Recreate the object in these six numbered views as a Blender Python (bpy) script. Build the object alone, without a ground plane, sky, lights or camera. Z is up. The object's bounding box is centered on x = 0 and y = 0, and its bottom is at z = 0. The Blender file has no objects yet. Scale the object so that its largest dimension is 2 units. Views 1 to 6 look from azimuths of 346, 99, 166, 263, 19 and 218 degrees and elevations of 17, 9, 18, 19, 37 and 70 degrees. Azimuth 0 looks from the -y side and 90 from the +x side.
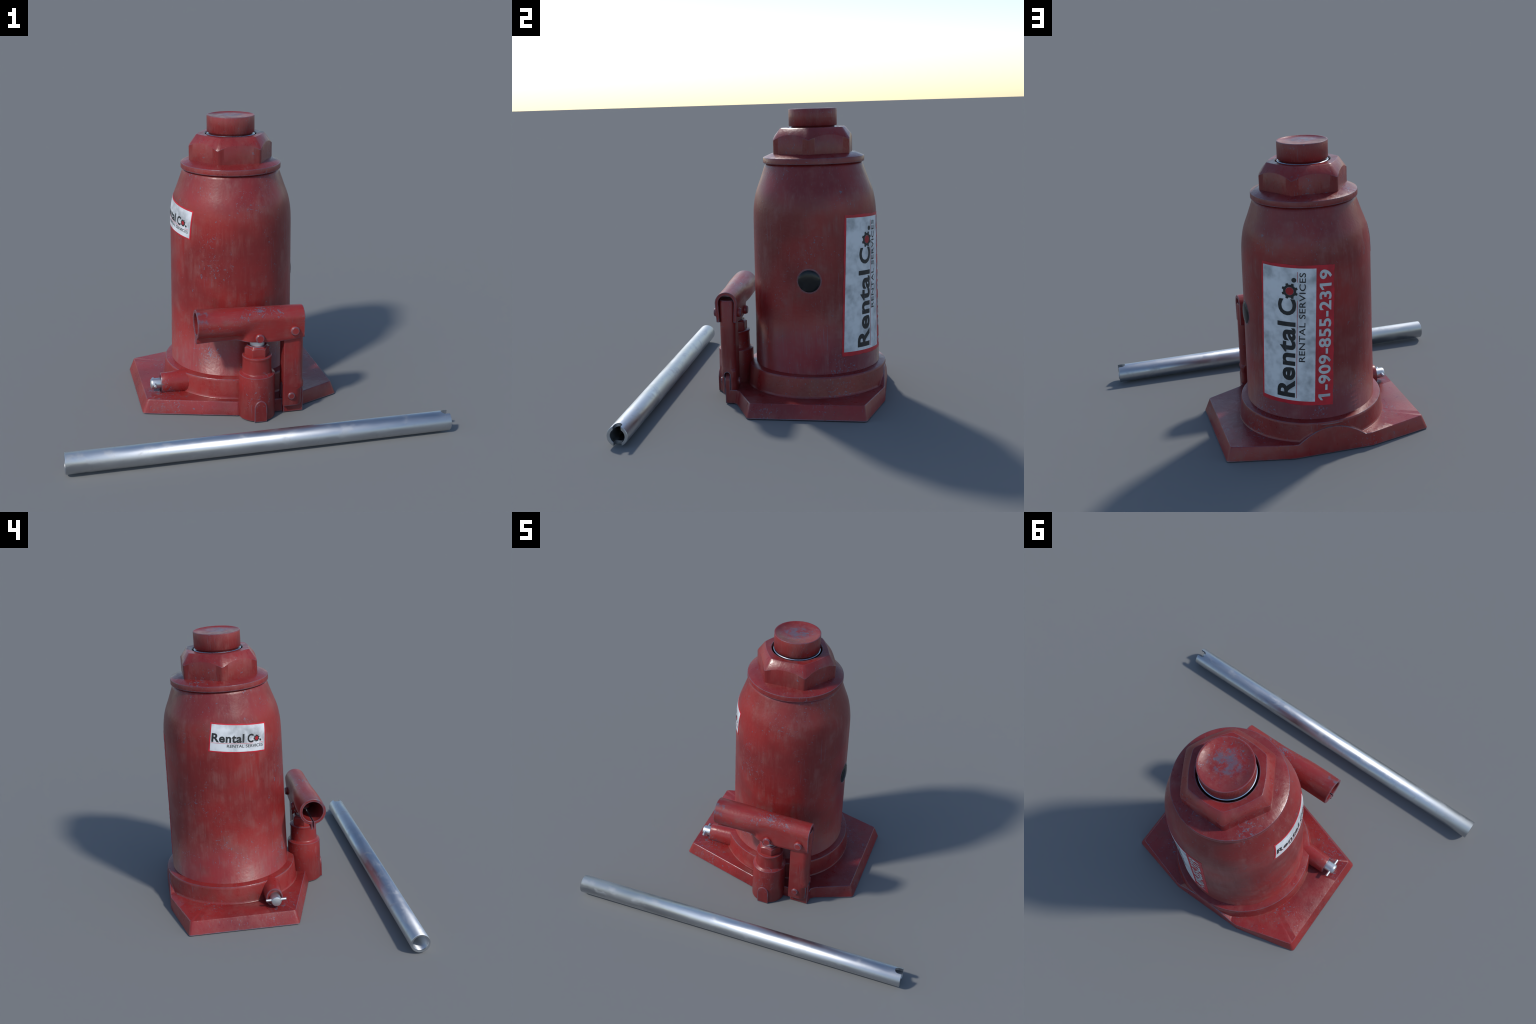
import bpy, bmesh, math
from math import sin, cos, pi, radians, sqrt, hypot, atan2
from mathutils import Vector, Matrix

# ------------------------------------------------------------------ helpers
JACK_C = (0.0155, 0.2695)          # centre of the cast base and its collar
AX = (0.0165, 0.271)              # axis of cylinder, nut and ram
MECH_Y = -0.190                   # plane of the pump linkage
PUMP = (0.0565, -0.190)


def lerp(a, b, t):
    return a + (b - a) * t


def smooth(a, b, x):
    t = min(1.0, max(0.0, (x - a) / (b - a)))
    return t * t * (3 - 2 * t)


def curve1(pts, x):
    """piecewise linear function through a few control points"""
    if x <= pts[0][0]:
        return pts[0][1]
    for (x0, y0), (x1, y1) in zip(pts, pts[1:]):
        if x <= x1:
            return lerp(y0, y1, (x - x0) / (x1 - x0))
    return pts[-1][1]


def catmull(pts, n):
    """smooth open curve through 2D control points"""
    out = []
    P = [pts[0]] + list(pts) + [pts[-1]]
    for i in range(1, len(P) - 2):
        p0, p1, p2, p3 = P[i - 1], P[i], P[i + 1], P[i + 2]
        for k in range(n):
            t = k / n
            out.append(tuple(0.5 * (2 * p1[j] + (p2[j] - p0[j]) * t + (2 * p0[j] - 5 * p1[j] + 4 * p2[j] - p3[j]) * t * t
                                    + (3 * p1[j] - p0[j] - 3 * p2[j] + p3[j]) * t ** 3) for j in range(2)))
    out.append(tuple(pts[-1]))
    return out


def finish(me, mat, angle=35):
    me.materials.append(mat)
    bm = bmesh.new()
    bm.from_mesh(me)
    bmesh.ops.remove_doubles(bm, verts=bm.verts, dist=1e-6)
    bmesh.ops.recalc_face_normals(bm, faces=bm.faces)
    bm.to_mesh(me)
    bm.free()
    me.polygons.foreach_set("use_smooth", [True] * len(me.polygons))
    me.set_sharp_from_angle(angle=radians(angle))
    me.update()


def add(name, me, parent=None):
    o = bpy.data.objects.new(name, me)
    bpy.context.scene.collection.objects.link(o)
    if parent is not None:
        o.parent = parent
        o.matrix_parent_inverse = parent.matrix_world.inverted()
    return o


def mesh_obj(name, verts, faces, mat, parent=None, angle=35):
    me = bpy.data.meshes.new(name)
    me.from_pydata([tuple(v) for v in verts], [], faces)
    finish(me, mat, angle)
    return add(name, me, parent)


def loft(rings, closed=True, cap0=False, cap1=False):
    verts, faces = [], []
    n = len(rings[0])
    for r in rings:
        verts += r
    m = n if closed else n - 1
    for i in range(len(rings) - 1):
        for j in range(m):
            a, b = i * n + j, i * n + (j + 1) % n
            faces.append((a, b, b + n, a + n))
    if cap0:
        faces.append(tuple(range(n)))
    if cap1:
        faces.append(tuple(range((len(rings) - 1) * n, len(rings) * n)))
    return verts, faces


def frame(axis):
    """matrix whose local z runs along axis"""
    return Vector(axis).normalized().to_track_quat('Z', 'Y').to_matrix()


def lathe(name, profile, origin, mat, parent=None, segs=96, axis=(0, 0, 1), angle=35, lean=None):
    M, O = frame(axis), Vector(origin)
    rings = []
    for r, z in profile:
        rings.append([O + M @ Vector((r * cos(2 * pi * k / segs), r * sin(2 * pi * k / segs), z)) for k in range(segs)])
    v, f = loft(rings, True, profile[0][0] > 1e-5, profile[-1][0] > 1e-5)
    o = mesh_obj(name, v, f, mat, parent, angle)
    if lean:                                  # shading normals bent off the true surface to place a highlight
        nn = []
        for vert in o.data.vertices:
            d = vert.co - O
            r = hypot(d.x, d.y)
            q = lean(r, d.z)
            nn.append(Vector((d.x / max(r, 1e-6) * q[0], d.y / max(r, 1e-6) * q[0], q[1])).normalized() if q else Vector((0, 0, 0)))
        o.data.normals_split_custom_set_from_vertices(nn)
    return o


def hexr(a, corner):
    """radius of a unit hexagon with a corner at the angle 'corner'"""
    d = (a - corner) % (pi / 3) - pi / 6
    return cos(pi / 6) / cos(d)


def hex_nut(name, origin, rc, corner, z0, zc, zm, zt, rt, bore, mat, parent, zb=None):
    """hexagonal nut: flat sides end in arcs (zc at corners, zm at the middle of a flat), chamfer to the top hexagon rt"""
    N = 192
    rings = [[] for _ in range(7)]
    for k in range(N):
        a = corner + 2 * pi * k / N
        h = min(hexr(a, corner), 0.988)
        u = ((a - corner) % (pi / 3) - pi / 6)
        t = math.tan(u) / math.tan(pi / 6)
        za = lerp(zm, zc, t * t)
        top = lerp(h, 0.94, 0.32)
        spec = [(rc * h * 0.985, z0), (rc * h, z0 + 0.004), (rc * h, za - 0.0025), (lerp(rc * h, rt * top, 0.06), za + 0.0015),
                (rt * top * 1.012, zt - 0.003), (rt * top * 0.985, zt), (bore, zt)]
        for i, (r, z) in enumerate(spec):
            rings[i].append((origin[0] + r * cos(a), origin[1] + r * sin(a), z))
    zb = z0 if zb is None else zb
    rings.append([(origin[0] + (bore - 0.004) * cos(corner + 2 * pi * k / N), origin[1] + (bore - 0.004) * sin(corner + 2 * pi * k / N), zt - 0.006) for k in range(N)])
    rings.append([(origin[0] + (bore - 0.004) * cos(corner + 2 * pi * k / N), origin[1] + (bore - 0.004) * sin(corner + 2 * pi * k / N), zb) for k in range(N)])
    v, f = loft(rings)
    return mesh_obj(name, v, f, mat, parent, 30)


def carve(o, cutter, angle):
    """cut one mesh out of another for good"""
    bpy.context.view_layer.update()
    mod = o.modifiers.new("cut", 'BOOLEAN')
    mod.operation, mod.solver, mod.object = 'DIFFERENCE', 'EXACT', cutter
    bpy.context.view_layer.update()
    new = bpy.data.meshes.new_from_object(o.evaluated_get(bpy.context.evaluated_depsgraph_get()))
    o.modifiers.clear()
    o.data = new
    new.name = o.name
    new.polygons.foreach_set("use_smooth", [True] * len(new.polygons))
    new.set_sharp_from_angle(angle=radians(angle))
    bpy.data.objects.remove(cutter)


def rounded_rect(x0, x1, y0, y1, radii, n=8):
    """outline; radii for the corners (x1,y1) (x0,y1) (x0,y0) (x1,y0)"""
    pts = []
    for (cx, cy, sx, sy, r, a0) in ((x1, y1, -1, -1, radii[0], 0), (x0, y1, 1, -1, radii[1], 90), (x0, y0, 1, 1, radii[2], 180), (x1, y0, -1, 1, radii[3], 270)):
        for k in range(n + 1):
            a = radians(a0 + 90 * k / n)
            pts.append((cx + sx * r + r * cos(a), cy + sy * r + r * sin(a)))
    return pts


def prism(outline, z0, z1, ch=0.003):
    """upright prism with small chamfers, as rings"""
    cx = sum(p[0] for p in outline) / len(outline)
    cy = sum(p[1] for p in outline) / len(outline)

    def ins(d):
        o = []
        for x, y in outline:
            l = max(hypot(x - cx, y - cy), 1e-6)
            o.append((x - (x - cx) / l * d, y - (y - cy) / l * d))
        return o
    rings = [[(x, y, z0) for x, y in ins(ch)], [(x, y, z0 + ch) for x, y in outline],
             [(x, y, z1 - ch) for x, y in outline], [(x, y, z1) for x, y in ins(ch)]]
    return rings


# ------------------------------------------------------------------ materials
class Nodes:
    def __init__(self, name):
        self.mat = bpy.data.materials.new(name)
        self.mat.use_nodes = True
        self.t = self.mat.node_tree
        self.bsdf = self.t.nodes["Principled BSDF"]
        self.coord = self.t.nodes.new("ShaderNodeTexCoord").outputs["Object"]

    def set(self, sock, v):
        if hasattr(v, "is_linked") or hasattr(v, "node"):
            self.t.links.new(v, sock)
        else:
            sock.default_value = v

    def new(self, kind, **props):
        n = self.t.nodes.new(kind)
        for k, v in props.items():
            setattr(n, k, v)
        return n

    def math(self, op, a, b=0.0, c=None, clamp=False):
        n = self.new("ShaderNodeMath", operation=op, use_clamp=clamp)
        self.set(n.inputs[0], a)
        self.set(n.inputs[1], b)
        if c is not None:
            self.set(n.inputs[2], c)
        return n.outputs[0]

    def scaled(self, scale, rot=(0, 0, 0), loc=(0, 0, 0), vec=None):
        n = self.new("ShaderNodeMapping")
        self.t.links.new(vec or self.coord, n.inputs[0])
        n.inputs["Location"].default_value = loc
        n.inputs["Rotation"].default_value = [radians(r) for r in rot]
        n.inputs["Scale"].default_value = scale if isinstance(scale, (tuple, list)) else (scale,) * 3
        return n.outputs[0]

    def noise(self, vec, scale=1.0, detail=3.0, rough=0.55, distort=0.0):
        n = self.new("ShaderNodeTexNoise")
        self.t.links.new(vec, n.inputs["Vector"])
        n.inputs["Scale"].default_value = scale
        n.inputs["Detail"].default_value = detail
        n.inputs["Roughness"].default_value = rough
        n.inputs["Distortion"].default_value = distort
        return n.outputs["Fac"]

    def ramp(self, fac, lo, hi, a=0.0, b=1.0):
        n = self.new("ShaderNodeMapRange", interpolation_type='SMOOTHSTEP')
        self.set(n.inputs["Value"], fac)
        for k, v in (("From Min", lo), ("From Max", hi), ("To Min", a), ("To Max", b)):
            n.inputs[k].default_value = v
        return n.outputs[0]

    def mix(self, fac, a, b, blend='MIX'):
        n = self.new("ShaderNodeMix", data_type='RGBA', blend_type=blend)
        self.set(n.inputs[0], fac)
        for s, v in ((n.inputs[6], a), (n.inputs[7], b)):
            if isinstance(v, (tuple, list)):
                s.default_value = (*v[:3], 1)
            else:
                self.t.links.new(v, s)
        return n.outputs[2]

    def spot(self, centre, radius, soft=1.0):
        """1 inside a ball around centre, fading out at radius"""
        n = self.new("ShaderNodeVectorMath", operation='DISTANCE')
        self.t.links.new(self.coord, n.inputs[0])
        n.inputs[1].default_value = centre
        return self.ramp(n.outputs["Value"], radius * (1 - soft), radius, 1.0, 0.0)

    def bump(self, height, strength=0.2, dist=0.01, normal=None):
        n = self.new("ShaderNodeBump")
        n.inputs["Strength"].default_value = strength
        n.inputs["Distance"].default_value = dist
        self.t.links.new(height, n.inputs["Height"])
        if normal is not None:
            self.t.links.new(normal, n.inputs["Normal"])
        return n.outputs[0]

    def out(self, **kw):
        for k, v in kw.items():
            s = self.bsdf.inputs[k.replace("_", " ")]
            if isinstance(v, (tuple, list)):
                s.default_value = (*v[:3], 1)
            else:
                self.set(s, v)
        return self.mat


RED = (0.275, 0.0215, 0.0205)
RED_DEEP = (0.190, 0.0165, 0.017)
DUST = (0.245, 0.085, 0.078)
GRIME = (0.150, 0.048, 0.038)
STEEL = (0.125, 0.150, 0.200)


def red_paint(name, streak=(26, 26, 3.0), chips=0.0, wear=1.0, spots=(), knurl=None, dust=1.0, grime=0.0, haze=(), gloss=0.0):
    N = Nodes(name)
    big = N.noise(N.scaled(2.6), 1, 2, 0.5)
    mid = N.noise(N.scaled(9.0, loc=(3, 1, 7)), 1, 4, 0.6)
    st = N.noise(N.scaled(streak), 1, 5, 0.65)
    fine = N.noise(N.scaled(tuple(4 * s for s in streak)), 1, 3, 0.6)
    col = N.mix(N.ramp(big, 0.38, 0.62), RED, RED_DEEP)
    # dust and rubbed, chalky paint in vertical streaks
    d = N.math('MULTIPLY', N.ramp(mid, 0.40, 0.70), N.ramp(st, 0.33, 0.68))
    d = N.math('ADD', N.math('MULTIPLY', d, 0.66 * dust), N.math('MULTIPLY', N.ramp(fine, 0.50, 0.78), 0.16 * dust))
    col = N.mix(N.math('MINIMUM', d, 1.0), col, DUST)
    # brownish grime clouds
    g = N.noise(N.scaled(6.0, loc=(11, 5, 2)), 1, 5, 0.7)
    g = N.math('MULTIPLY', N.ramp(g, 0.52, 0.74), 0.36 + grime)
    col = N.mix(g, col, GRIME)
    # chipped paint: small ragged flakes that gather in clusters
    cl = N.noise(N.scaled(4.0, loc=(2, 9, 4)), 1, 3, 0.6)
    fl = N.noise(N.scaled(74.0), 1, 3, 0.6, 0.7)
    fl2 = N.noise(N.scaled(44.0, loc=(7, 3, 1)), 1, 4, 0.6, 1.4)
    lvl = N.math('MULTIPLY', N.ramp(cl, 0.42, 0.72), 0.095 + chips)
    for c, r, s in spots:
        lvl = N.math('ADD', lvl, N.math('MULTIPLY', N.spot(c, r), s))
    chip = N.ramp(N.math('ADD', fl, lvl), 0.700, 0.745)
    chip2 = N.ramp(N.math('ADD', fl2, N.math('MULTIPLY', lvl, 0.9)), 0.705, 0.740)
    chip = N.math('MAXIMUM', chip, chip2)
    # a few long hairline scratches
    sc = None
    for k, (rot, loc) in enumerate((((18, 8, 0), (1, 4, 2)), ((-14, 25, 30), (6, 2, 8)))):
        s = N.noise(N.scaled((150, 150, 5), rot=rot, loc=loc), 1, 1, 0.4)
        s = N.math('MULTIPLY', N.ramp(s, 0.725, 0.755), N.ramp(N.noise(N.scaled(7.0, loc=loc), 1, 2), 0.50, 0.62))
        sc = s if sc is None else N.math('MAXIMUM', sc, s)
    chip = N.math('MAXIMUM', chip, N.math('MULTIPLY', sc, 0.60))
    # paint rubbed off along the edges
    bev = N.new("ShaderNodeBevel", samples=8)
    bev.inputs["Radius"].default_value = 0.010
    dot = N.new("ShaderNodeVectorMath", operation='DOT_PRODUCT')
    geo = N.new("ShaderNodeNewGeometry")
    N.t.links.new(bev.outputs[0], dot.inputs[0])
    N.t.links.new(geo.outputs["Normal"], dot.inputs[1])
    edge = N.ramp(dot.outputs["Value"], 0.90, 0.990, 1.0, 0.0)
    en = N.noise(N.scaled(30.0, loc=(4, 4, 9)), 1, 4, 0.7)
    em = N.noise(N.scaled(7.0, loc=(1, 6, 3)), 1, 2, 0.5)
    e = N.ramp(N.math('ADD', N.math('MULTIPLY', en, 0.7), N.math('MULTIPLY', em, 0.5)), 0.40, 0.60)
    convex = N.ramp(geo.outputs["Pointiness"], 0.485, 0.500)
    seam = N.math('MULTIPLY', N.math('MULTIPLY', edge, N.math('SUBTRACT', 1.0, convex)), N.ramp(en, 0.35, 0.6, 0.0, 0.45))
    col = N.mix(seam, col, (0.210, 0.120, 0.085))      # pale dirt caught in the seams
    edge = N.math('MULTIPLY', N.math('MULTIPLY', edge, e), N.math('MULTIPLY', convex, 1.0 * wear))
    bare = N.math('MINIMUM', N.math('MAXIMUM', N.math('MULTIPLY', chip, 0.65), edge), 1.0)
    col = N.mix(bare, col, STEEL)
    for c, r, k in haze:                      # paint worn thin, the metal shimmering through
        hz = N.noise(N.scaled(26.0, loc=(2, 5, 5)), 1, 5, 0.68)
        hz = N.math('MULTIPLY', N.ramp(N.math('ADD', hz, N.math('MULTIPLY', N.spot(c, r), 0.16)), 0.53, 0.74), N.spot(c, r, 0.6))
        col = N.mix(N.math('MULTIPLY', hz, k), col, (0.090, 0.102, 0.140))
    rgh = N.math('ADD', N.ramp(st, 0.3, 0.7, 0.30 - gloss, 0.45 - gloss), N.math('MULTIPLY', bare, -0.05))
    # orange-peel relief, dents at chips
    h = N.math('ADD', N.math('MULTIPLY', N.noise(N.scaled(70.0), 1, 3, 0.5), 0.5), N.math('MULTIPLY', bare, -0.35))
    h = N.math('ADD', h, N.math('MULTIPLY', N.noise(N.scaled(24.0), 1, 2), 0.4))
    nrm = N.bump(h, 0.22, 0.006)
    if knurl:
        sep = N.new("ShaderNodeSeparateXYZ")
        N.t.links.new(N.scaled(1, loc=(-knurl[0], -knurl[1], 0)), sep.inputs[0])
        ang = N.math('ARCTAN2', sep.outputs[1], sep.outputs[0])
        w = N.math('SINE', N.math('MULTIPLY', ang, 132.0))
        side = N.new("ShaderNodeSeparateXYZ")
        N.t.links.new(geo.outputs["Normal"], side.inputs[0])
        flat = N.ramp(N.math('ABSOLUTE', side.outputs[2]), 0.2, 0.5, 1.0, 0.0)
        nrm = N.bump(N.math('MULTIPLY', w, flat), 0.3, 0.0012, nrm)
    return N.out(Base_Color=col, Roughness=rgh, Metallic=N.math('MULTIPLY', bare, 0.25), Normal=nrm)


def bare_steel(name, base=(0.50, 0.52, 0.55), r0=0.30, r1=0.46, scale=(3, 14, 14), metallic=1.0, smudge=0.5):
    N = Nodes(name)
    a = N.noise(N.scaled(scale), 1, 4, 0.6)
    b = N.noise(N.scaled(14.0, loc=(5, 2, 2)), 1, 5, 0.65, 0.5)
    sm = N.ramp(b, 0.50, 0.70)
    col = N.mix(N.math('MULTIPLY', sm, smudge), base, tuple(0.80 * c for c in base))
    rgh = N.math('ADD', N.ramp(a, 0.3, 0.7, r0, r1), N.math('MULTIPLY', sm, 0.16))
    nrm = N.bump(N.noise(N.scaled(22.0), 1, 3), 0.03, 0.004)
    return N.out(Base_Color=col, Roughness=rgh, Metallic=metallic, Normal=nrm)


def flat_paint(name, a, b, scale=9.0, lo=0.4, hi=0.65, rough=0.45, detail=5, bump=0.0, spec=0.5):
    N = Nodes(name)
    n = N.noise(N.scaled(scale), 1, detail, 0.6)
    m = N.noise(N.scaled(scale * 3.1, loc=(3, 3, 1)), 1, 4, 0.6)
    f = N.ramp(N.math('ADD', N.math('MULTIPLY', n, 0.75), N.math('MULTIPLY', m, 0.25)), lo, hi)
    kw = dict(Base_Color=N.mix(f, a, b), Roughness=rough, Specular_IOR_Level=spec)
    if bump:
        kw["Normal"] = N.bump(m, bump, 0.004)
    return N.out(**kw)


M_BODY = red_paint("red_paint_cylinder", spots=[((-0.17, -0.03, 0.30), 0.13, 0.085), ((-0.33, 0.24, 0.33), 0.11, 0.07),
                                                ((-0.20, 0.03, 1.24), 0.14, 0.09), ((0.07, 0.62, 0.22), 0.07, 0.10)])
M_BASE = red_paint("red_paint_base", streak=(20, 20, 10), grime=0.12, dust=0.65, wear=1.1, gloss=0.04, chips=0.005,
                   spots=[((-0.45, 0.06, 0.07), 0.11, 0.10), ((-0.54, 0.1, 0.04), 0.09, 0.10), ((0.52, 0.02, 0.03), 0.12, 0.10)])
M_TOP = red_paint("red_paint_nut", streak=(22, 22, 6), chips=0.01, wear=1.2, gloss=0.05, dust=0.8, spots=[((-0.20, 0.40, 1.34), 0.12, 0.06)])
M_RAM = red_paint("red_paint_ram", streak=(30, 30, 4), knurl=AX, wear=1.1, spots=[((AX[0], AX[1] - 0.01, 1.575), 0.125, 0.05)], haze=[((AX[0], AX[1] - 0.01, 1.575), 0.135, 0.70)])
M_PUMP = red_paint("red_paint_pump", streak=(24, 24, 5), grime=0.18, dust=0.55)
M_SOCKET = red_paint("red_paint_socket", streak=(5, 30, 30), grime=0.05, dust=0.8,
                     spots=[((0.075, -0.225, 0.625), 0.075, 0.17), ((0.16, -0.235, 0.60), 0.07, 0.11), ((-0.03, -0.25, 0.60), 0.08, 0.07)], haze=[((-0.26, -0.23, 0.59), 0.09, 0.7)])
M_LINK = red_paint("red_paint_link", streak=(26, 26, 3.5), dust=0.6, grime=0.05)
M_BAR = bare_steel("galvanised_steel")
M_STEM = bare_steel("valve_steel", (0.62, 0.64, 0.66), 0.38, 0.50, (20, 20, 20), smudge=0.4)
M_ROD = bare_steel("plunger_steel", (0.72, 0.74, 0.76), 0.36, 0.46, (20, 20, 8), smudge=0.1, metallic=0.5)
M_RING = bare_steel("ram_steel", (0.50, 0.54, 0.60), 0.20, 0.35, (20, 20, 20), smudge=0.1)
M_PLUG = flat_paint("black_rubber", (0.004, 0.005, 0.007), (0.012, 0.015, 0.018), 30, 0.45, 0.7, 0.24, spec=0.42)
M_STICK = flat_paint("sticker_red", (0.56, 0.014, 0.030), (0.42, 0.014, 0.026), 16, 0.42, 0.62, 0.42, bump=0.05)
M_WHITE = flat_paint("sticker_white", (0.74, 0.76, 0.79), (0.34, 0.36, 0.38), 11, 0.38, 0.74, 0.42, detail=2)
M_INK = flat_paint("printed_black", (0.016, 0.018, 0.020), (0.030, 0.032, 0.034), 20, 0.45, 0.65, 0.5)
M_INKW = flat_paint("printed_white", (0.58, 0.60, 0.62), (0.36, 0.37, 0.39), 14, 0.45, 0.68, 0.45)
M_INKR = flat_paint("printed_red", (0.46, 0.012, 0.022), (0.38, 0.014, 0.022), 16, 0.42, 0.62, 0.45)
M_INKP = flat_paint("printed_pale_red", (0.62, 0.20, 0.22), (0.55, 0.15, 0.17), 16, 0.42, 0.62, 0.45)

# ------------------------------------------------------------------ the jack
jack = bpy.data.objects.new("bottle_jack", None)
bpy.context.scene.collection.objects.link(jack)
jack.location = (JACK_C[0], JACK_C[1], 0)
jack["label"] = "red painted hydraulic bottle jack with worn rental stickers"
jack["category"] = "bottle jack"
bpy.context.view_layer.update()

# --- base casting: drafted plate outline (z = 0 and z = 0.074) and the round collar on it, swept round the centre
BOT = [(0.563, -0.046), (0.563, 0.575), (0.218, 0.657), (-0.207, 0.657), (-0.551, 0.575), (-0.551, -0.046), (-0.052, -0.194),
       (0.200, -0.192), (0.206, -0.206), (0.315, -0.206), (0.3185, -0.158), (0.340, -0.140)]
TOP = [(0.535, -0.034), (0.535, 0.561), (0.214, 0.653), (-0.203, 0.653), (-0.524, 0.559), (-0.524, -0.031), (-0.050, -0.176),
       (0.200, -0.189), (0.206, -0.204), (0.313, -0.204), (0.3165, -0.147), (0.338, -0.126)]
ZT = 0.076


def round_corners(P, which, d):
    out = []
    for i, p in enumerate(P):
        if i not in which:
            out.append(p)
            continue
        a, b = Vector(P[i - 1]), Vector(P[(i + 1) % len(P)])
        q = Vector(p)
        u, w = q + (a - q).normalized() * d, q + (b - q).normalized() * d
        for t in (0.0, 0.25, 0.5, 0.75, 1.0):
            out.append(tuple(u.lerp(q, t).lerp(q.lerp(w, t), t)))
    return out


BOT = round_corners(BOT, (0, 1, 4, 5), 0.014)
TOP = round_corners(TOP, (0, 1, 4, 5), 0.012)


def outline_r(theta, z):
    t = z / ZT
    d = (cos(theta), sin(theta))
    best = None
    n = len(BOT)
    for i in range(n):
        p = [(lerp(BOT[k][0], TOP[k][0], t) - JACK_C[0], lerp(BOT[k][1], TOP[k][1], t) - JACK_C[1]) for k in (i, (i + 1) % n)]
        ex, ey = p[1][0] - p[0][0], p[1][1] - p[0][1]
        det = d[0] * ey - d[1] * ex
        if abs(det) < 1e-9:
            continue
        s = (p[0][0] * ey - p[0][1] * ex) / det
        u = (p[0][0] * d[1] - p[0][1] * d[0]) / det
        if s > 0 and -1e-6 <= u <= 1 + 1e-6:
            best = s if best is None else min(best, s)
    return best


def collar_r(z):
    return lerp(0.3915, 0.3850, (z - 0.08) / 0.08)


ARCH_X, ARCH_W = 0.0125, 0.183     # at the back the side wall rises in an arch against the collar
NB = 720
rings = [[] for _ in range(14)]
for k in range(NB):
    th = 2 * pi * (k + 0.5) / NB
    zt = ZT
    rt = outline_r(th, ZT)
    dx = JACK_C[0] + rt * cos(th) - ARCH_X
    if sin(th) > 0 and abs(dx) < ARCH_W:
        zt = lerp(0.147, ZT, (dx / ARCH_W) ** 2)
        rt = outline_r(th, zt)
    zfoot = max(0.0730 + 0.0075 * cos(th - radians(135)), zt + 0.001 if zt > ZT else 0.0)
    ch = 0.0040
    r0 = outline_r(th, 0.0)
    rs = outline_r(th, zt - ch)
    lim = rt - 0.0030                         # where plate and collar run together the wall simply carries on
    rf = min(collar_r(zfoot) + 0.004, lim - 0.002)
    spec = [(r0 - 0.004, 0.0), (r0, 0.003), (rs, zt - ch), (rt - 0.0010, zt - 0.0010), (lim, zt + 0.0002),
            (lerp(lim, rf, 0.9), lerp(zt, zfoot, 0.9)), (rf, zfoot), (min(rf, collar_r(zfoot) + 0.0010), zfoot + 0.004),
            (min(rf, collar_r(zfoot + 0.012)), zfoot + 0.012)]
    zz = max(0.166, zfoot + 0.016)
    spec += [(collar_r(zz), zz), (0.3820, 0.1755), (0.3800, 0.1782), (0.3775, 0.1788), (0.3440, 0.1850)]
    for i, (r, z) in enumerate(spec):
        rings[i].append((JACK_C[0] + r * cos(th), JACK_C[1] + r * sin(th), z))
v, f = loft(rings, True, True, True)
base = mesh_obj("base", v, f, M_BASE, jack, 32)

# hinge lug that stands in the fork of the link
ang = [radians(180 * k / 16) for k in range(17)]
prof = [(0.315, 0.001)] + [(0.315 if k == 0 else 0.259 + 0.056 * cos(a), 0.125 + 0.045 * sin(a)) for k, a in enumerate(ang)] + [(0.204, 0.001)]
rings = [[(x, y, z) for x, z in [(lerp(0.26, px, s), max(0.0005, lerp(0.08, pz, s))) for px, pz in prof]] for y, s in ((-0.2075, 0.97), (-0.2055, 1.0), (-0.1825, 1.0), (-0.1805, 0.97))]
v, f = loft(rings, True, True, True)
mesh_obj("hinge_lug", v, f, M_BASE, base)
# boss of the release valve
boss = lathe("valve_boss", [(0.068, -0.08), (0.0650, 0.03), (0.0605, 0.08), (0.0585, 0.126), (0.0560, 0.1305), (0.0510, 0.1310), (0.0480, 0.129), (0.0470, 0.119), (0.030, 0.118)],
             (-0.302, 0.072, 0.119), M_BASE, base, 64, (-1, 0, 0))
for p in boss.data.vertices:
    p.co.y = 0.072 + (p.co.y - 0.072) * (0.80 if p.co.y < 0.072 else 0.86)

# --- cylinder
BODY = catmull([(0.3455, 0.15), (0.3455, 0.24), (0.3430, 0.45), (0.3412, 0.70), (0.3398, 0.90), (0.3385, 1.00), (0.3345, 1.066), (0.3215, 1.135),
                (0.2960, 1.205), (0.2690, 1.281)], 6)


def body_r(z):
    return curve1([(p[1], p[0]) for p in BODY], z)


body = lathe("cylinder", [(0.20, 0.14)] + [(0.340, 0.150)] + BODY[1:] + [(0.264, 1.287), (0.2585, 1.291), (0.20, 1.291)], (AX[0], AX[1], 0), M_BODY, jack, 160, angle=40,
             lean=lambda r, z: (1.0, 0.62 * (1 - smooth(0.0, 1.0, (z - 0.17) / 0.42))) if 0.16 < z < 0.59 else None)  # normals tipped up near the foot to draw a sheen on the straight wall
# filler plug and the shallow rim round it
pl, M = [], []
plug_c = (AX[0], AX[1])
for rr, h in ((0.0590, -0.004), (0.0590, 0.0016), (0.0565, 0.0030), (0.0550, 0.0042), (0.048, 0.0064), (0.035, 0.0088), (0.018, 0.0100), (0.0006, 0.0103)):
    ring = []
    for k in range(64):
        a = 2 * pi * k / 64
        u, w = rr * cos(a), rr * sin(a)
        th = u / 0.342
        R = body_r(0.690 + w) + h
        ring.append((AX[0] + R * cos(th), AX[1] + R * sin(th), 0.690 + w))
    pl.append(ring)
v, f = loft(pl, True, True, True)
mesh_obj("filler_plug", v, f, M_PLUG, body)
rim = []
for rr, h in ((0.0598, -0.003), (0.0600, 0.0012), (0.0630, 0.0016), (0.0665, 0.0010), (0.0680, -0.003)):
    ring = []
    for k in range(64):
        a = 2 * pi * k / 64
        u, w = rr * cos(a), rr * sin(a)
        R = body_r(0.690 + w) + h
        ring.append((AX[0] + R * cos(u / 0.342), AX[1] + R * sin(u / 0.342), 0.690 + w))
    rim.append(ring)
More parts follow.
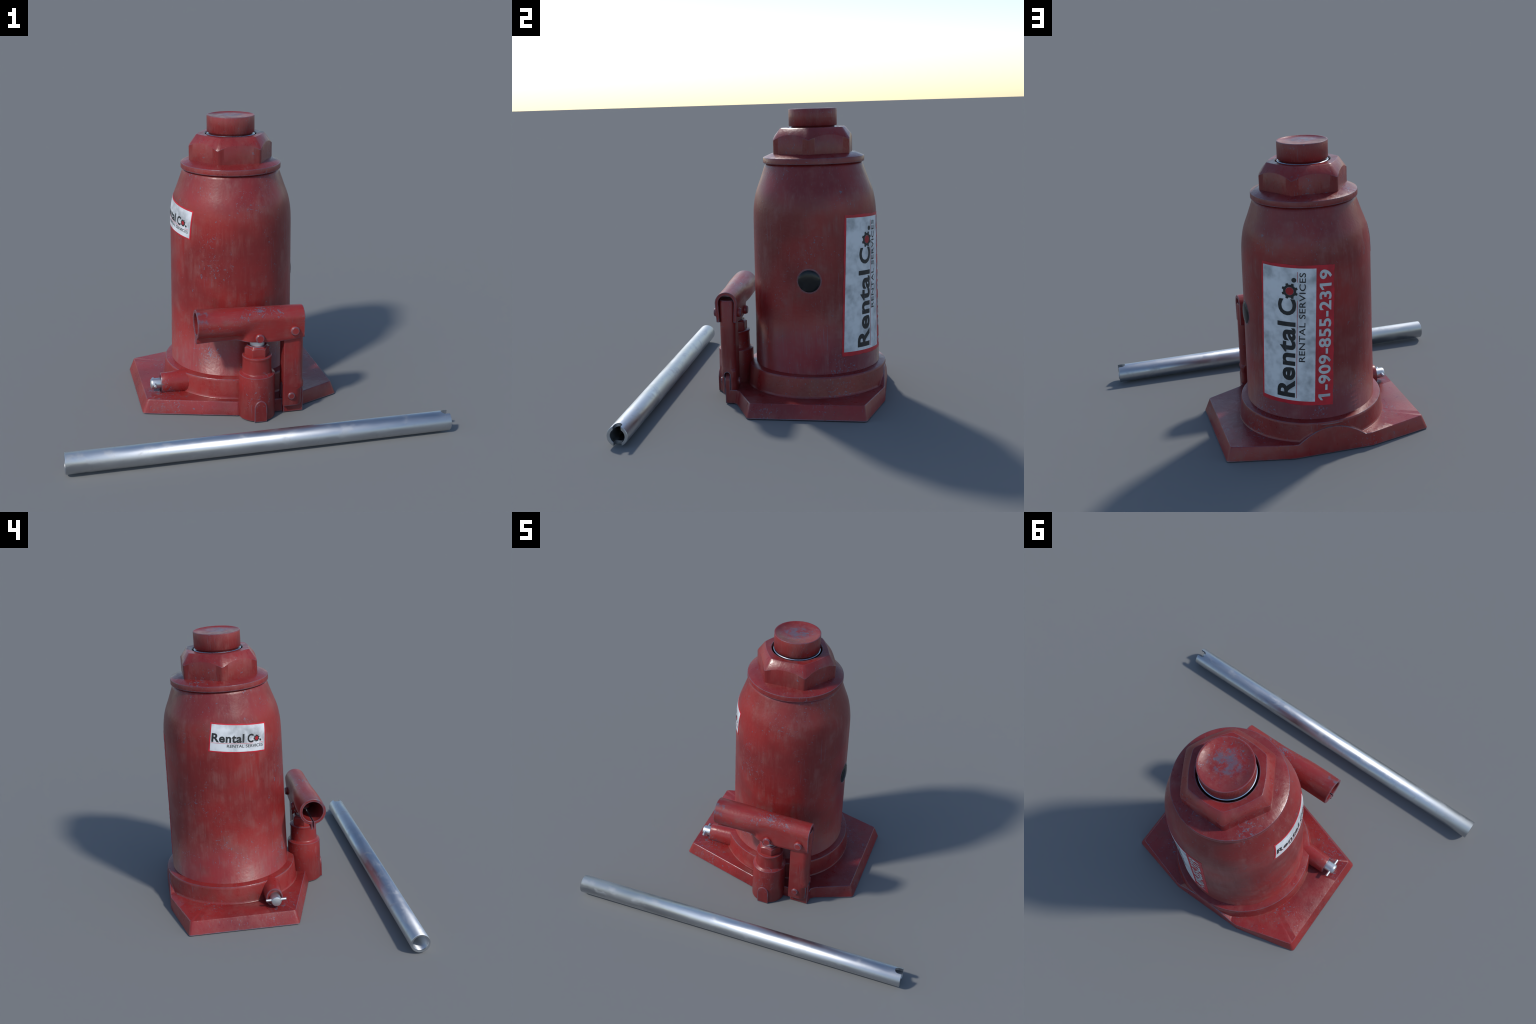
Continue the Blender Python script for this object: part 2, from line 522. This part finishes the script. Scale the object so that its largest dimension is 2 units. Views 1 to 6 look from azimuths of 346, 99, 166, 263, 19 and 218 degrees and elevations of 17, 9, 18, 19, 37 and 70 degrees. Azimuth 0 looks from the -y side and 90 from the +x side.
v, f = loft(rim)
mesh_obj("plug_rim", v, f, M_BODY, body)

# --- flange, packing nut, ram
lathe("flange", [(0.10, 1.290), (0.2640, 1.290), (0.2735, 1.2930), (0.2770, 1.2960), (0.2770, 1.3225), (0.2758, 1.3248), (0.2735, 1.3258),
                 (0.232, 1.3440), (0.10, 1.3460)], (AX[0], AX[1], 0), M_TOP, jack, 160)
nut = hex_nut("packing_nut", AX, 0.2375, radians(0.0), 1.336, 1.420, 1.446, 1.4815, 0.1965, 0.1450, M_TOP, jack, 1.42)
ram = lathe("ram", [(0.0, 1.5815), (0.060, 1.5815), (0.090, 1.5816), (0.108, 1.5817), (0.120, 1.5818), (0.1290, 1.5820), (0.1305, 1.5816), (0.1312, 1.5805), (0.1312, 1.4930),
                    (0.1290, 1.4895), (0.119, 1.4890), (0.118, 1.43)], (AX[0], AX[1], 0), M_RAM, jack, 128,
            lean=lambda r, z: (-0.55 * smooth(0.055, 0.120, r), 1.0) if z > 1.5812 and r < 0.1285 else None)  # flat top, normals turned inward for the rim glint of a dish
lathe("ram_sleeve", [(0.1185, 1.4800), (0.1300, 1.4815), (0.1332, 1.4790), (0.1338, 1.4735), (0.1320, 1.4700), (0.1300, 1.425), (0.10, 1.425)], (AX[0], AX[1], 0), M_RING, ram, 128)

# --- pump
pump = lathe("pump_cylinder", [(0.094, 0.0), (0.0995, 0.004), (0.1000, 0.02), (0.0985, 0.12), (0.0978, 0.2475), (0.0970, 0.2500), (0.0950, 0.2515), (0.0845, 0.2575),
                               (0.0812, 0.2605), (0.0798, 0.266), (0.0780, 0.3380), (0.0785, 0.3410), (0.0803, 0.3450), (0.0808, 0.3500), (0.0795, 0.3550),
                               (0.0760, 0.3570), (0.040, 0.3580)], (PUMP[0], PUMP[1], 0), M_PUMP, jack, 96)
# rounded foot on its front
tab = []
W, H = 0.0350, 0.123
arch = [(-W, 0.001)] + [(-W, 0.04)] + [(-W * cos(a), 0.078 + (H - 0.078) * sin(a)) for a in [radians(180 * k / 18) for k in range(19)]] + [(W, 0.04), (W, 0.001)]
for y, s in ((-0.25, 1.0), (-0.2895, 1.0), (-0.2925, 0.94)):
    tab.append([(PUMP[0] - 0.0015 + x * s, y, max(0.001, z if s == 1 else z - (0.004 if z > 0.05 else 0))) for x, z in arch])
v, f = loft(tab, True, True, True)
mesh_obj("pump_foot", v, f, M_PUMP, pump)
hex_nut("gland_nut", PUMP, 0.0690, radians(-124.0), 0.3565, 0.3975, 0.4050, 0.4150, 0.0560, 0.0400, M_PUMP, pump, 0.38)
rod = lathe("plunger", [(0.02, 0.38), (0.0385, 0.38), (0.0385, 0.452), (0.030, 0.462), (0.0, 0.465)], (PUMP[0], PUMP[1], 0), M_ROD, pump, 48)

# --- handle socket: rolled sheet, a clamped tube at one end opening into an inverted U at the other
NS = 28


def socket_section(x):
    zt = lerp(0.6325, 0.6180, (x + 0.28) / 0.587)
    zb = curve1([(-0.28, 0.447), (-0.19, 0.4515), (-0.03, 0.4500), (0.02, 0.4460), (0.06, 0.4425), (0.13, 0.4390), (0.217, 0.4415), (0.307, 0.4530)], x)
    w = smooth(-0.075, 0.014, x)

    def wu(u):
        return smooth(lerp(-0.18, -0.075, u), lerp(0.16, 0.014, u), x)
    th = 0.0170
    R = 0.0768
    H0, H1 = 0.0607, 0.0545

    def tube(u, r, half):
        end = -90 + math.degrees(math.asin(half / r))
        a = radians(lerp(90, end, u))
        return (r * cos(a), zt - R + r * sin(a))

    def ushape(u, off):
        h0, h1 = H0 - off, H1 - off
        zc = zt - H0
        la, ll = pi / 2 * h0, zc - (zb + 0.03)
        s = u * (la + ll)
        if s < la:
            a = pi / 2 - s / h0
            return (h0 * cos(a), zc + h0 * sin(a))
        t = (s - la) / ll
        return (lerp(h0, lerp(h0, h1, ll / (ll + 0.03)), t), lerp(zc, zb + 0.03, t))
    O, I = [], []
    for k in range(NS + 1):
        u = k / NS
        a, b = tube(u, R, 0.0120), ushape(u, 0)
        O.append((lerp(a[0], b[0], wu(u)), lerp(a[1], b[1], wu(u))))
        a, b = tube(u, R - th, 0.0034), ushape(u, th)
        I.append((lerp(a[0], b[0], wu(u)), lerp(a[1], b[1], wu(u))))
    for t in (0.5, 0.93, 1.0):
        e = 0.0 if t < 1 else 0.0015
        O.append((lerp(lerp(0.0120, O[NS][0], 0) - e, lerp(O[NS][0], H1, t) - e, w), lerp(O[NS][1], zb, t)))
        I.append((lerp(0.0034 + e, lerp(I[NS][0], H1 - th, t) + e, w), lerp(I[NS][1], zb, t)))
    return O, I


xs = [-0.2775, -0.2755] + [lerp(-0.27, 0.297, k / 54) for k in range(55)] + [0.3050, 0.3070]
outer, inner = [], []
for i, x in enumerate(xs):
    O, I = socket_section(x)
    e = 0.0022 if i in (0, len(xs) - 1) else 0.0

    def eased(P, Q):
        return [(lerp(p[0], q[0], e / 0.017), lerp(p[1], q[1], e / 0.017)) for p, q in zip(P, Q)]
    O2, I2 = (eased(O, I), eased(I, O)) if e else (O, I)
    outer.append([(x, MECH_Y - y, z) for y, z in reversed(O2)] + [(x, MECH_Y + y, z) for y, z in O2[1:]])
    inner.append([(x, MECH_Y - y, z) for y, z in reversed(I2)] + [(x, MECH_Y + y, z) for y, z in I2[1:]])
n, m = len(outer[0]), len(xs)
verts = [p for r in outer for p in r] + [p for r in inner for p in r]
K = n * m
faces = []
for i in range(m - 1):
    for j in range(n - 1):
        a = i * n + j
        faces.append((a, a + 1, a + 1 + n, a + n))
        faces.append((K + a, K + a + n, K + a + 1 + n, K + a + 1))
    for j in (0, n - 1):
        a = i * n + j
        faces.append((a, a + n, K + a + n, K + a))
for i in (0, m - 1):
    for j in range(n - 1):
        a = i * n + j
        faces.append((a, a + 1, K + a + 1, K + a))
socket = mesh_obj("handle_socket", verts, faces, M_SOCKET, jack, 40)


def pivot(name, x, z, r, y0, y1, parent, mat):
    """pin through the linkage with a stepped head at both ends"""
    L = y1 - y0
    prof = [(0.0, 0.0), (r * 0.80, 0.0), (r * 0.86, 0.0015), (r * 0.87, 0.0055), (r * 0.95, 0.0065), (r, 0.0085), (r, L - 0.0085), (r * 0.95, L - 0.0065), (r * 0.87, L - 0.0055),
            (r * 0.86, L - 0.0015), (r * 0.80, L), (0.0, L)]
    return lathe(name, prof, (x, y0, z), mat, parent, 40, (0, 1, 0))


pivot("pivot_pin", 0.249, 0.4965, 0.0250, -0.2665, -0.1165, socket, M_LINK)
pivot("pivot_pin", 0.0565, 0.4685, 0.0250, -0.2640, -0.1165, socket, M_LINK)

# --- link between base and socket, forked at its foot
LY0, LY1 = -0.2315, -0.1470
rings = []
for z, x1, rf, rb, s in ((0.048, 0.3125, 0.050, 0.030, 0.97), (0.053, 0.3135, 0.050, 0.030, 1.0), (0.140, 0.3135, 0.050, 0.030, 1.0), (0.152, 0.3165, 0.030, 0.020, 1.0),
                         (0.180, 0.3160, 0.030, 0.020, 1.0), (0.192, 0.3125, 0.040, 0.036, 1.0), (0.30, 0.3125, 0.041, 0.036, 1.0), (0.56, 0.3125, 0.041, 0.036, 1.0),
                         (0.572, 0.3085, 0.041, 0.036, 0.95)):
    ring = rounded_rect(0.1965, x1, LY0, LY1, (rb, 0.005, 0.005, rf))
    rings.append([(x if s == 1 else lerp(0.255, x, s), y if s == 1 else lerp(MECH_Y, y, s), z) for x, y in ring])
v, f = loft(rings, True, True, True)
link = mesh_obj("link", v, f, M_LINK, jack, 30)
v, f = loft([[(x, MECH_Y - 0.0045 + 0.0165 * cos(a), max(0.0, 0.158 + 0.018 * sin(a)) if abs(cos(a)) < 0.999 else 0.158) for a in [radians(180 * k / 12) for k in range(13)]]
             + [(x, MECH_Y - 0.0045 - 0.0165, 0.02), (x, MECH_Y - 0.0045 + 0.0165, 0.02)] for x in (0.15, 0.36)], True, True, True)
carve(link, mesh_obj("slot_cutter", v, f, M_LINK), 30)
pivot("pivot_pin", 0.2405, 0.1085, 0.0210, -0.2440, -0.1345, link, M_LINK)

# --- release valve
valve = lathe("release_valve", [(0.0, 0.0), (0.0215, 0.0), (0.0265, 0.0025), (0.0290, 0.0080), (0.0295, 0.014), (0.0295, 0.085), (0.02, 0.085)],
              (-0.4885, 0.070, 0.121), M_STEM, jack, 48, (1, 0, 0))
lathe("cross_pin", [(0.0, 0.0), (0.0065, 0.0), (0.0085, 0.002), (0.0085, 0.114), (0.0065, 0.116), (0.0, 0.116)], (-0.468, 0.012, 0.1255), M_STEM, valve, 24, (0, 1, 0))


# ------------------------------------------------------------------ stickers wrapped on the cylinder
class Wrap:
    """label plane (s along the writing, t up the letters) laid on the cylinder"""

    def __init__(self, theta, z, s_dir, t_dir):
        self.theta, self.z, self.s, self.t = radians(theta), z, s_dir, t_dir      # directions as (round, up)

    def put(self, s, t, h):
        a = s * self.s[0] + t * self.t[0]
        z = self.z + s * self.s[1] + t * self.t[1]
        R = body_r(z) + h
        th = self.theta + a / 0.342
        return (AX[0] + R * cos(th), AX[1] + R * sin(th), z)

    def sheet(self, name, s0, s1, t0, t1, h, mat, parent, ragged=0.0):
        ns, nt = max(2, int((s1 - s0) / 0.008)), max(2, int((t1 - t0) / 0.008))
        top, bot = [], []
        for i in range(ns + 1):
            for j in range(nt + 1):
                s, t = lerp(s0, s1, i / ns), lerp(t0, t1, j / nt)
                if ragged:
                    s += ragged * sin(37 * t + 1) * (i in (0, ns)) + ragged * 0.6 * sin(113 * t) * (i in (0, ns))
                    t += ragged * sin(41 * s + 2) * (j in (0, nt)) + ragged * 0.6 * sin(97 * s) * (j in (0, nt))
                top.append(self.put(s, t, h))
                bot.append(self.put(s, t, -0.0004))
        faces = []
        n = nt + 1
        for i in range(ns):
            for j in range(nt):
                faces.append((i * n + j, i * n + j + 1, (i + 1) * n + j + 1, (i + 1) * n + j))
        edge = [i * n for i in range(ns + 1)] + [ns * n + j for j in range(1, n)] + [i * n + nt for i in range(ns - 1, -1, -1)] + [j for j in range(nt - 1, 0, -1)]
        K = len(top)
        bidx = {e: K + q for q, e in enumerate(edge)}
        verts = top + [bot[e] for e in edge]
        for q, e in enumerate(edge):
            e2 = edge[(q + 1) % len(edge)]
            faces.append((e, e2, bidx[e2], bidx[e]))
        return mesh_obj(name, verts, faces, mat, parent, 50)

    def flat(self, name, bm, h, mat, parent):
        """wrap a flat bmesh (x = s, y = t) after cutting it into narrow strips"""
        xs = [v.co.x for v in bm.verts]
        ys = [v.co.y for v in bm.verts]
        for axis, lo, hi in ((0, min(xs), max(xs)), (1, min(ys), max(ys))):
            c = lo + 0.008
            while c < hi:
                no = (1, 0, 0) if axis == 0 else (0, 1, 0)
                co = (c, 0, 0) if axis == 0 else (0, c, 0)
                bmesh.ops.bisect_plane(bm, geom=bm.verts[:] + bm.edges[:] + bm.faces[:], plane_co=co, plane_no=no)
                c += 0.008
        for v in bm.verts:
            v.co = self.put(v.co.x, v.co.y, h)
        me = bpy.data.meshes.new(name)
        bm.to_mesh(me)
        bm.free()
        me.materials.append(mat)
        me.polygons.foreach_set("use_smooth", [True] * len(me.polygons))
        o = add(name, me, parent)
        # let every face look outward
        out = Vector((sum(p.center.x for p in me.polygons) / len(me.polygons) - AX[0], sum(p.center.y for p in me.polygons) / len(me.polygons) - AX[1], 0))
        if sum(p.normal.dot(out) * p.area for p in me.polygons) < 0:
            me.flip_normals()
        return o

    def word(self, name, text, s0, s1, t0, t1, bold, h, mat, parent, spacing=1.0, flags=False):
        """lettering fitted into the box s0..s1, t0..t1 (capital height)"""
        cu = bpy.data.curves.new(name, 'FONT')
        cu.body = text
        cu.offset = bold
        cu.space_character = spacing
        cu.resolution_u = 4
        tmp = bpy.data.objects.new(name + "_tmp", cu)
        bpy.context.scene.collection.objects.link(tmp)
        bpy.context.view_layer.update()
        me = bpy.data.meshes.new_from_object(tmp.evaluated_get(bpy.context.evaluated_depsgraph_get()))
        bpy.data.objects.remove(tmp)
        bpy.data.curves.remove(cu)
        bm = bmesh.new()
        bm.from_mesh(me)
        bpy.data.meshes.remove(me)
        x0, x1 = min(v.co.x for v in bm.verts), max(v.co.x for v in bm.verts)
        y0, y1 = min(v.co.y for v in bm.verts), max(v.co.y for v in bm.verts)
        for v in bm.verts:
            v.co = Vector((lerp(s0, s1, (v.co.x - x0) / (x1 - x0)), lerp(t0, t1, (v.co.y - y0) / (y1 - y0)), 0))
        if flags:                             # give every plain upright stroke the flag of a one
            seen, H = set(), t1 - t0
            for v in list(bm.verts):
                if v in seen:
                    continue
                isle, todo = [], [v]
                seen.add(v)
                while todo:
                    q = todo.pop()
                    isle.append(q)
                    for e in q.link_edges:
                        w = e.other_vert(q)
                        if w not in seen:
                            seen.add(w)
                            todo.append(w)
                a0, a1 = min(q.co.x for q in isle), max(q.co.x for q in isle)
                b0, b1 = min(q.co.y for q in isle), max(q.co.y for q in isle)
                if b1 - b0 > 0.8 * H and a1 - a0 < 0.35 * H:
                    bm.faces.new([bm.verts.new(c) for c in ((a0, b1, 0), (a0 - 0.30 * H, b1 - 0.20 * H, 0), (a0 - 0.30 * H, b1 - 0.38 * H, 0), (a0, b1 - 0.22 * H, 0))])
        return self.flat(name, bm, h, mat, parent)

    def disc(self, name, s, t, r, h, mat, parent):
        bm = bmesh.new()
        bm.faces.new([bm.verts.new((s + r * cos(2 * pi * k / 32), t + r * sin(2 * pi * k / 32), 0)) for k in range(32)])
        return self.flat(name, bm, h, mat, parent)

    def gear(self, name, s, t, r, teeth, h, mat, parent):
        bm = bmesh.new()
        ring = []
        steps = teeth * 16
        for k in range(steps):
            ph = (k % 16) / 16
            rr = lerp(0.80, 1.0, smooth(0.22, 0.30, ph) - smooth(0.70, 0.78, ph)) * r
            a = 2 * pi * k / steps
            ring.append((bm.verts.new((s + rr * cos(a), t + rr * sin(a), 0)), bm.verts.new((s + 0.50 * r * cos(a), t + 0.50 * r * sin(a), 0))))
        for p, q in zip(ring, ring[1:] + ring[:1]):
            bm.faces.new((p[0], q[0], q[1], p[1]))
        return self.flat(name, bm, h, mat, parent)


H1, H2, H3, H4 = 0.0012, 0.0018, 0.0024, 0.0030

# tall sticker: the writing climbs the cylinder, letters lean to smaller angles
ph = radians(2.4)
W1 = Wrap(56.45, 0.649, (sin(ph), cos(ph)), (-cos(ph), sin(ph)))
big = W1.sheet("sticker", -0.3805, 0.3745, -0.2360, 0.1525, H1, M_STICK, body, 0.0012)
W1.sheet("sticker_panel", -0.3590, 0.3590, -0.1420, 0.1420, H2, M_WHITE, big)
W1.word("lettering", "Rental", -0.3420, 0.0730, -0.0410, 0.0560, 0.033, H3, M_INK, big, 1.07)
W1.word("lettering", "C", 0.1080, 0.1960, -0.0430, 0.0530, 0.030, H3, M_INK, big)
W1.gear("gear_symbol", 0.2380, -0.0085, 0.0425, 8, H3, M_INK, big)
W1.disc("gear_centre", 0.2380, -0.0085, 0.0205, H4, M_INKR, big)
W1.disc("full_stop", 0.2970, -0.0300, 0.0125, H3, M_INK, big)
W1.sheet("underline", -0.3440, 0.1910, -0.0495, -0.0470, H3, M_INKR, big)
W1.sheet("underline", 0.2860, 0.3400, -0.0495, -0.0470, H3, M_INKR, big)
W1.word("lettering", "RENTAL SERVICES", -0.1400, 0.3370, -0.0900, -0.0580, 0.008, H3, M_INK, big, 1.05)
W1.word("phone_number", "1-909-855-2319", -0.3340, 0.3520, -0.2220, -0.1580, 0.025, H3, M_INKW, big, 1.05, True)

# small sticker on the other side, tilted a little
ph = radians(6.6)
W2 = Wrap(190.6, 1.041, (cos(ph), -sin(ph)), (sin(ph), cos(ph)))
small = W2.sheet("sticker", -0.1700, 0.1700, -0.0803, 0.0803, H1, M_STICK, body, 0.0008)
W2.sheet("sticker_panel", -0.1620, 0.1620, -0.0730, 0.0735, H2, M_WHITE, small)
W2.word("lettering", "Rental", -0.1570, 0.0270, -0.0230, 0.0260, 0.033, H3, M_INK, small, 1.07)
W2.word("lettering", "C", 0.0460, 0.0840, -0.0240, 0.0255, 0.030, H3, M_INK, small)
W2.gear("gear_symbol", 0.1040, -0.0015, 0.0205, 9, H3, M_INK, small)
W2.disc("gear_centre", 0.1040, -0.0015, 0.0105, H4, M_INKR, small)
W2.disc("full_stop", 0.1300, -0.0130, 0.0062, H3, M_INK, small)
W2.sheet("underline", -0.1580, 0.0830, -0.0285, -0.0262, H3, M_INKP, small)
W2.sheet("underline", 0.1220, 0.1490, -0.0285, -0.0262, H3, M_INKP, small)
W2.word("lettering", "RENTAL SERVICES", -0.0700, 0.1480, -0.0500, -0.0330, 0.008, H3, M_INK, small, 1.0)

# ------------------------------------------------------------------ loose handle bar
RB = 0.0536
prof = [(0.0405, -0.994), (0.0420, -0.9985), (0.0505, -0.9995), (RB - 0.0006, -0.9980), (RB, -0.9950)] + [(RB, lerp(-0.9, 0.9, k / 12)) for k in range(13)]
prof += [(RB, 0.9950), (RB - 0.0006, 0.9980), (0.0505, 0.9995), (0.0380, 0.9995), (0.0365, 0.9970), (0.0365, 0.90), (0.0405, 0.84), (0.0405, -0.994)]
segs = 96
rings = [[(z, r * cos(2 * pi * k / segs), r * sin(2 * pi * k / segs)) for k in range(segs)] for r, z in prof]
v, f = loft(rings)
me = bpy.data.meshes.new("handle_bar")
me.from_pydata(v, [], f)
finish(me, M_BAR, 40)
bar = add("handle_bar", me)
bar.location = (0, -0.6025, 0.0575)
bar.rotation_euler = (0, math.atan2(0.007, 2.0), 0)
bar["label"] = "round galvanised steel tube handle with slotted end"
bar["category"] = "metal bar"
# slots across the end, round at the bottom
slot = [(1.05, -0.0205), (1.05, 0.0205)] + [(0.9775 + 0.0205 * -sin(a), 0.0205 * cos(a)) for a in [radians(180 * k / 14) for k in range(15)]]
v, f = loft([[(x, y, z) for x, y in slot] for z in (-0.1, 0.1)], True, True, True)
cutter = mesh_obj("slot_cutter", v, f, M_BAR)
cutter.matrix_world = Matrix.LocRotScale(bar.location, bar.rotation_euler, None)
carve(bar, cutter, 40)
# normals tilted towards the plain end, so a straight tube shows its highlight there
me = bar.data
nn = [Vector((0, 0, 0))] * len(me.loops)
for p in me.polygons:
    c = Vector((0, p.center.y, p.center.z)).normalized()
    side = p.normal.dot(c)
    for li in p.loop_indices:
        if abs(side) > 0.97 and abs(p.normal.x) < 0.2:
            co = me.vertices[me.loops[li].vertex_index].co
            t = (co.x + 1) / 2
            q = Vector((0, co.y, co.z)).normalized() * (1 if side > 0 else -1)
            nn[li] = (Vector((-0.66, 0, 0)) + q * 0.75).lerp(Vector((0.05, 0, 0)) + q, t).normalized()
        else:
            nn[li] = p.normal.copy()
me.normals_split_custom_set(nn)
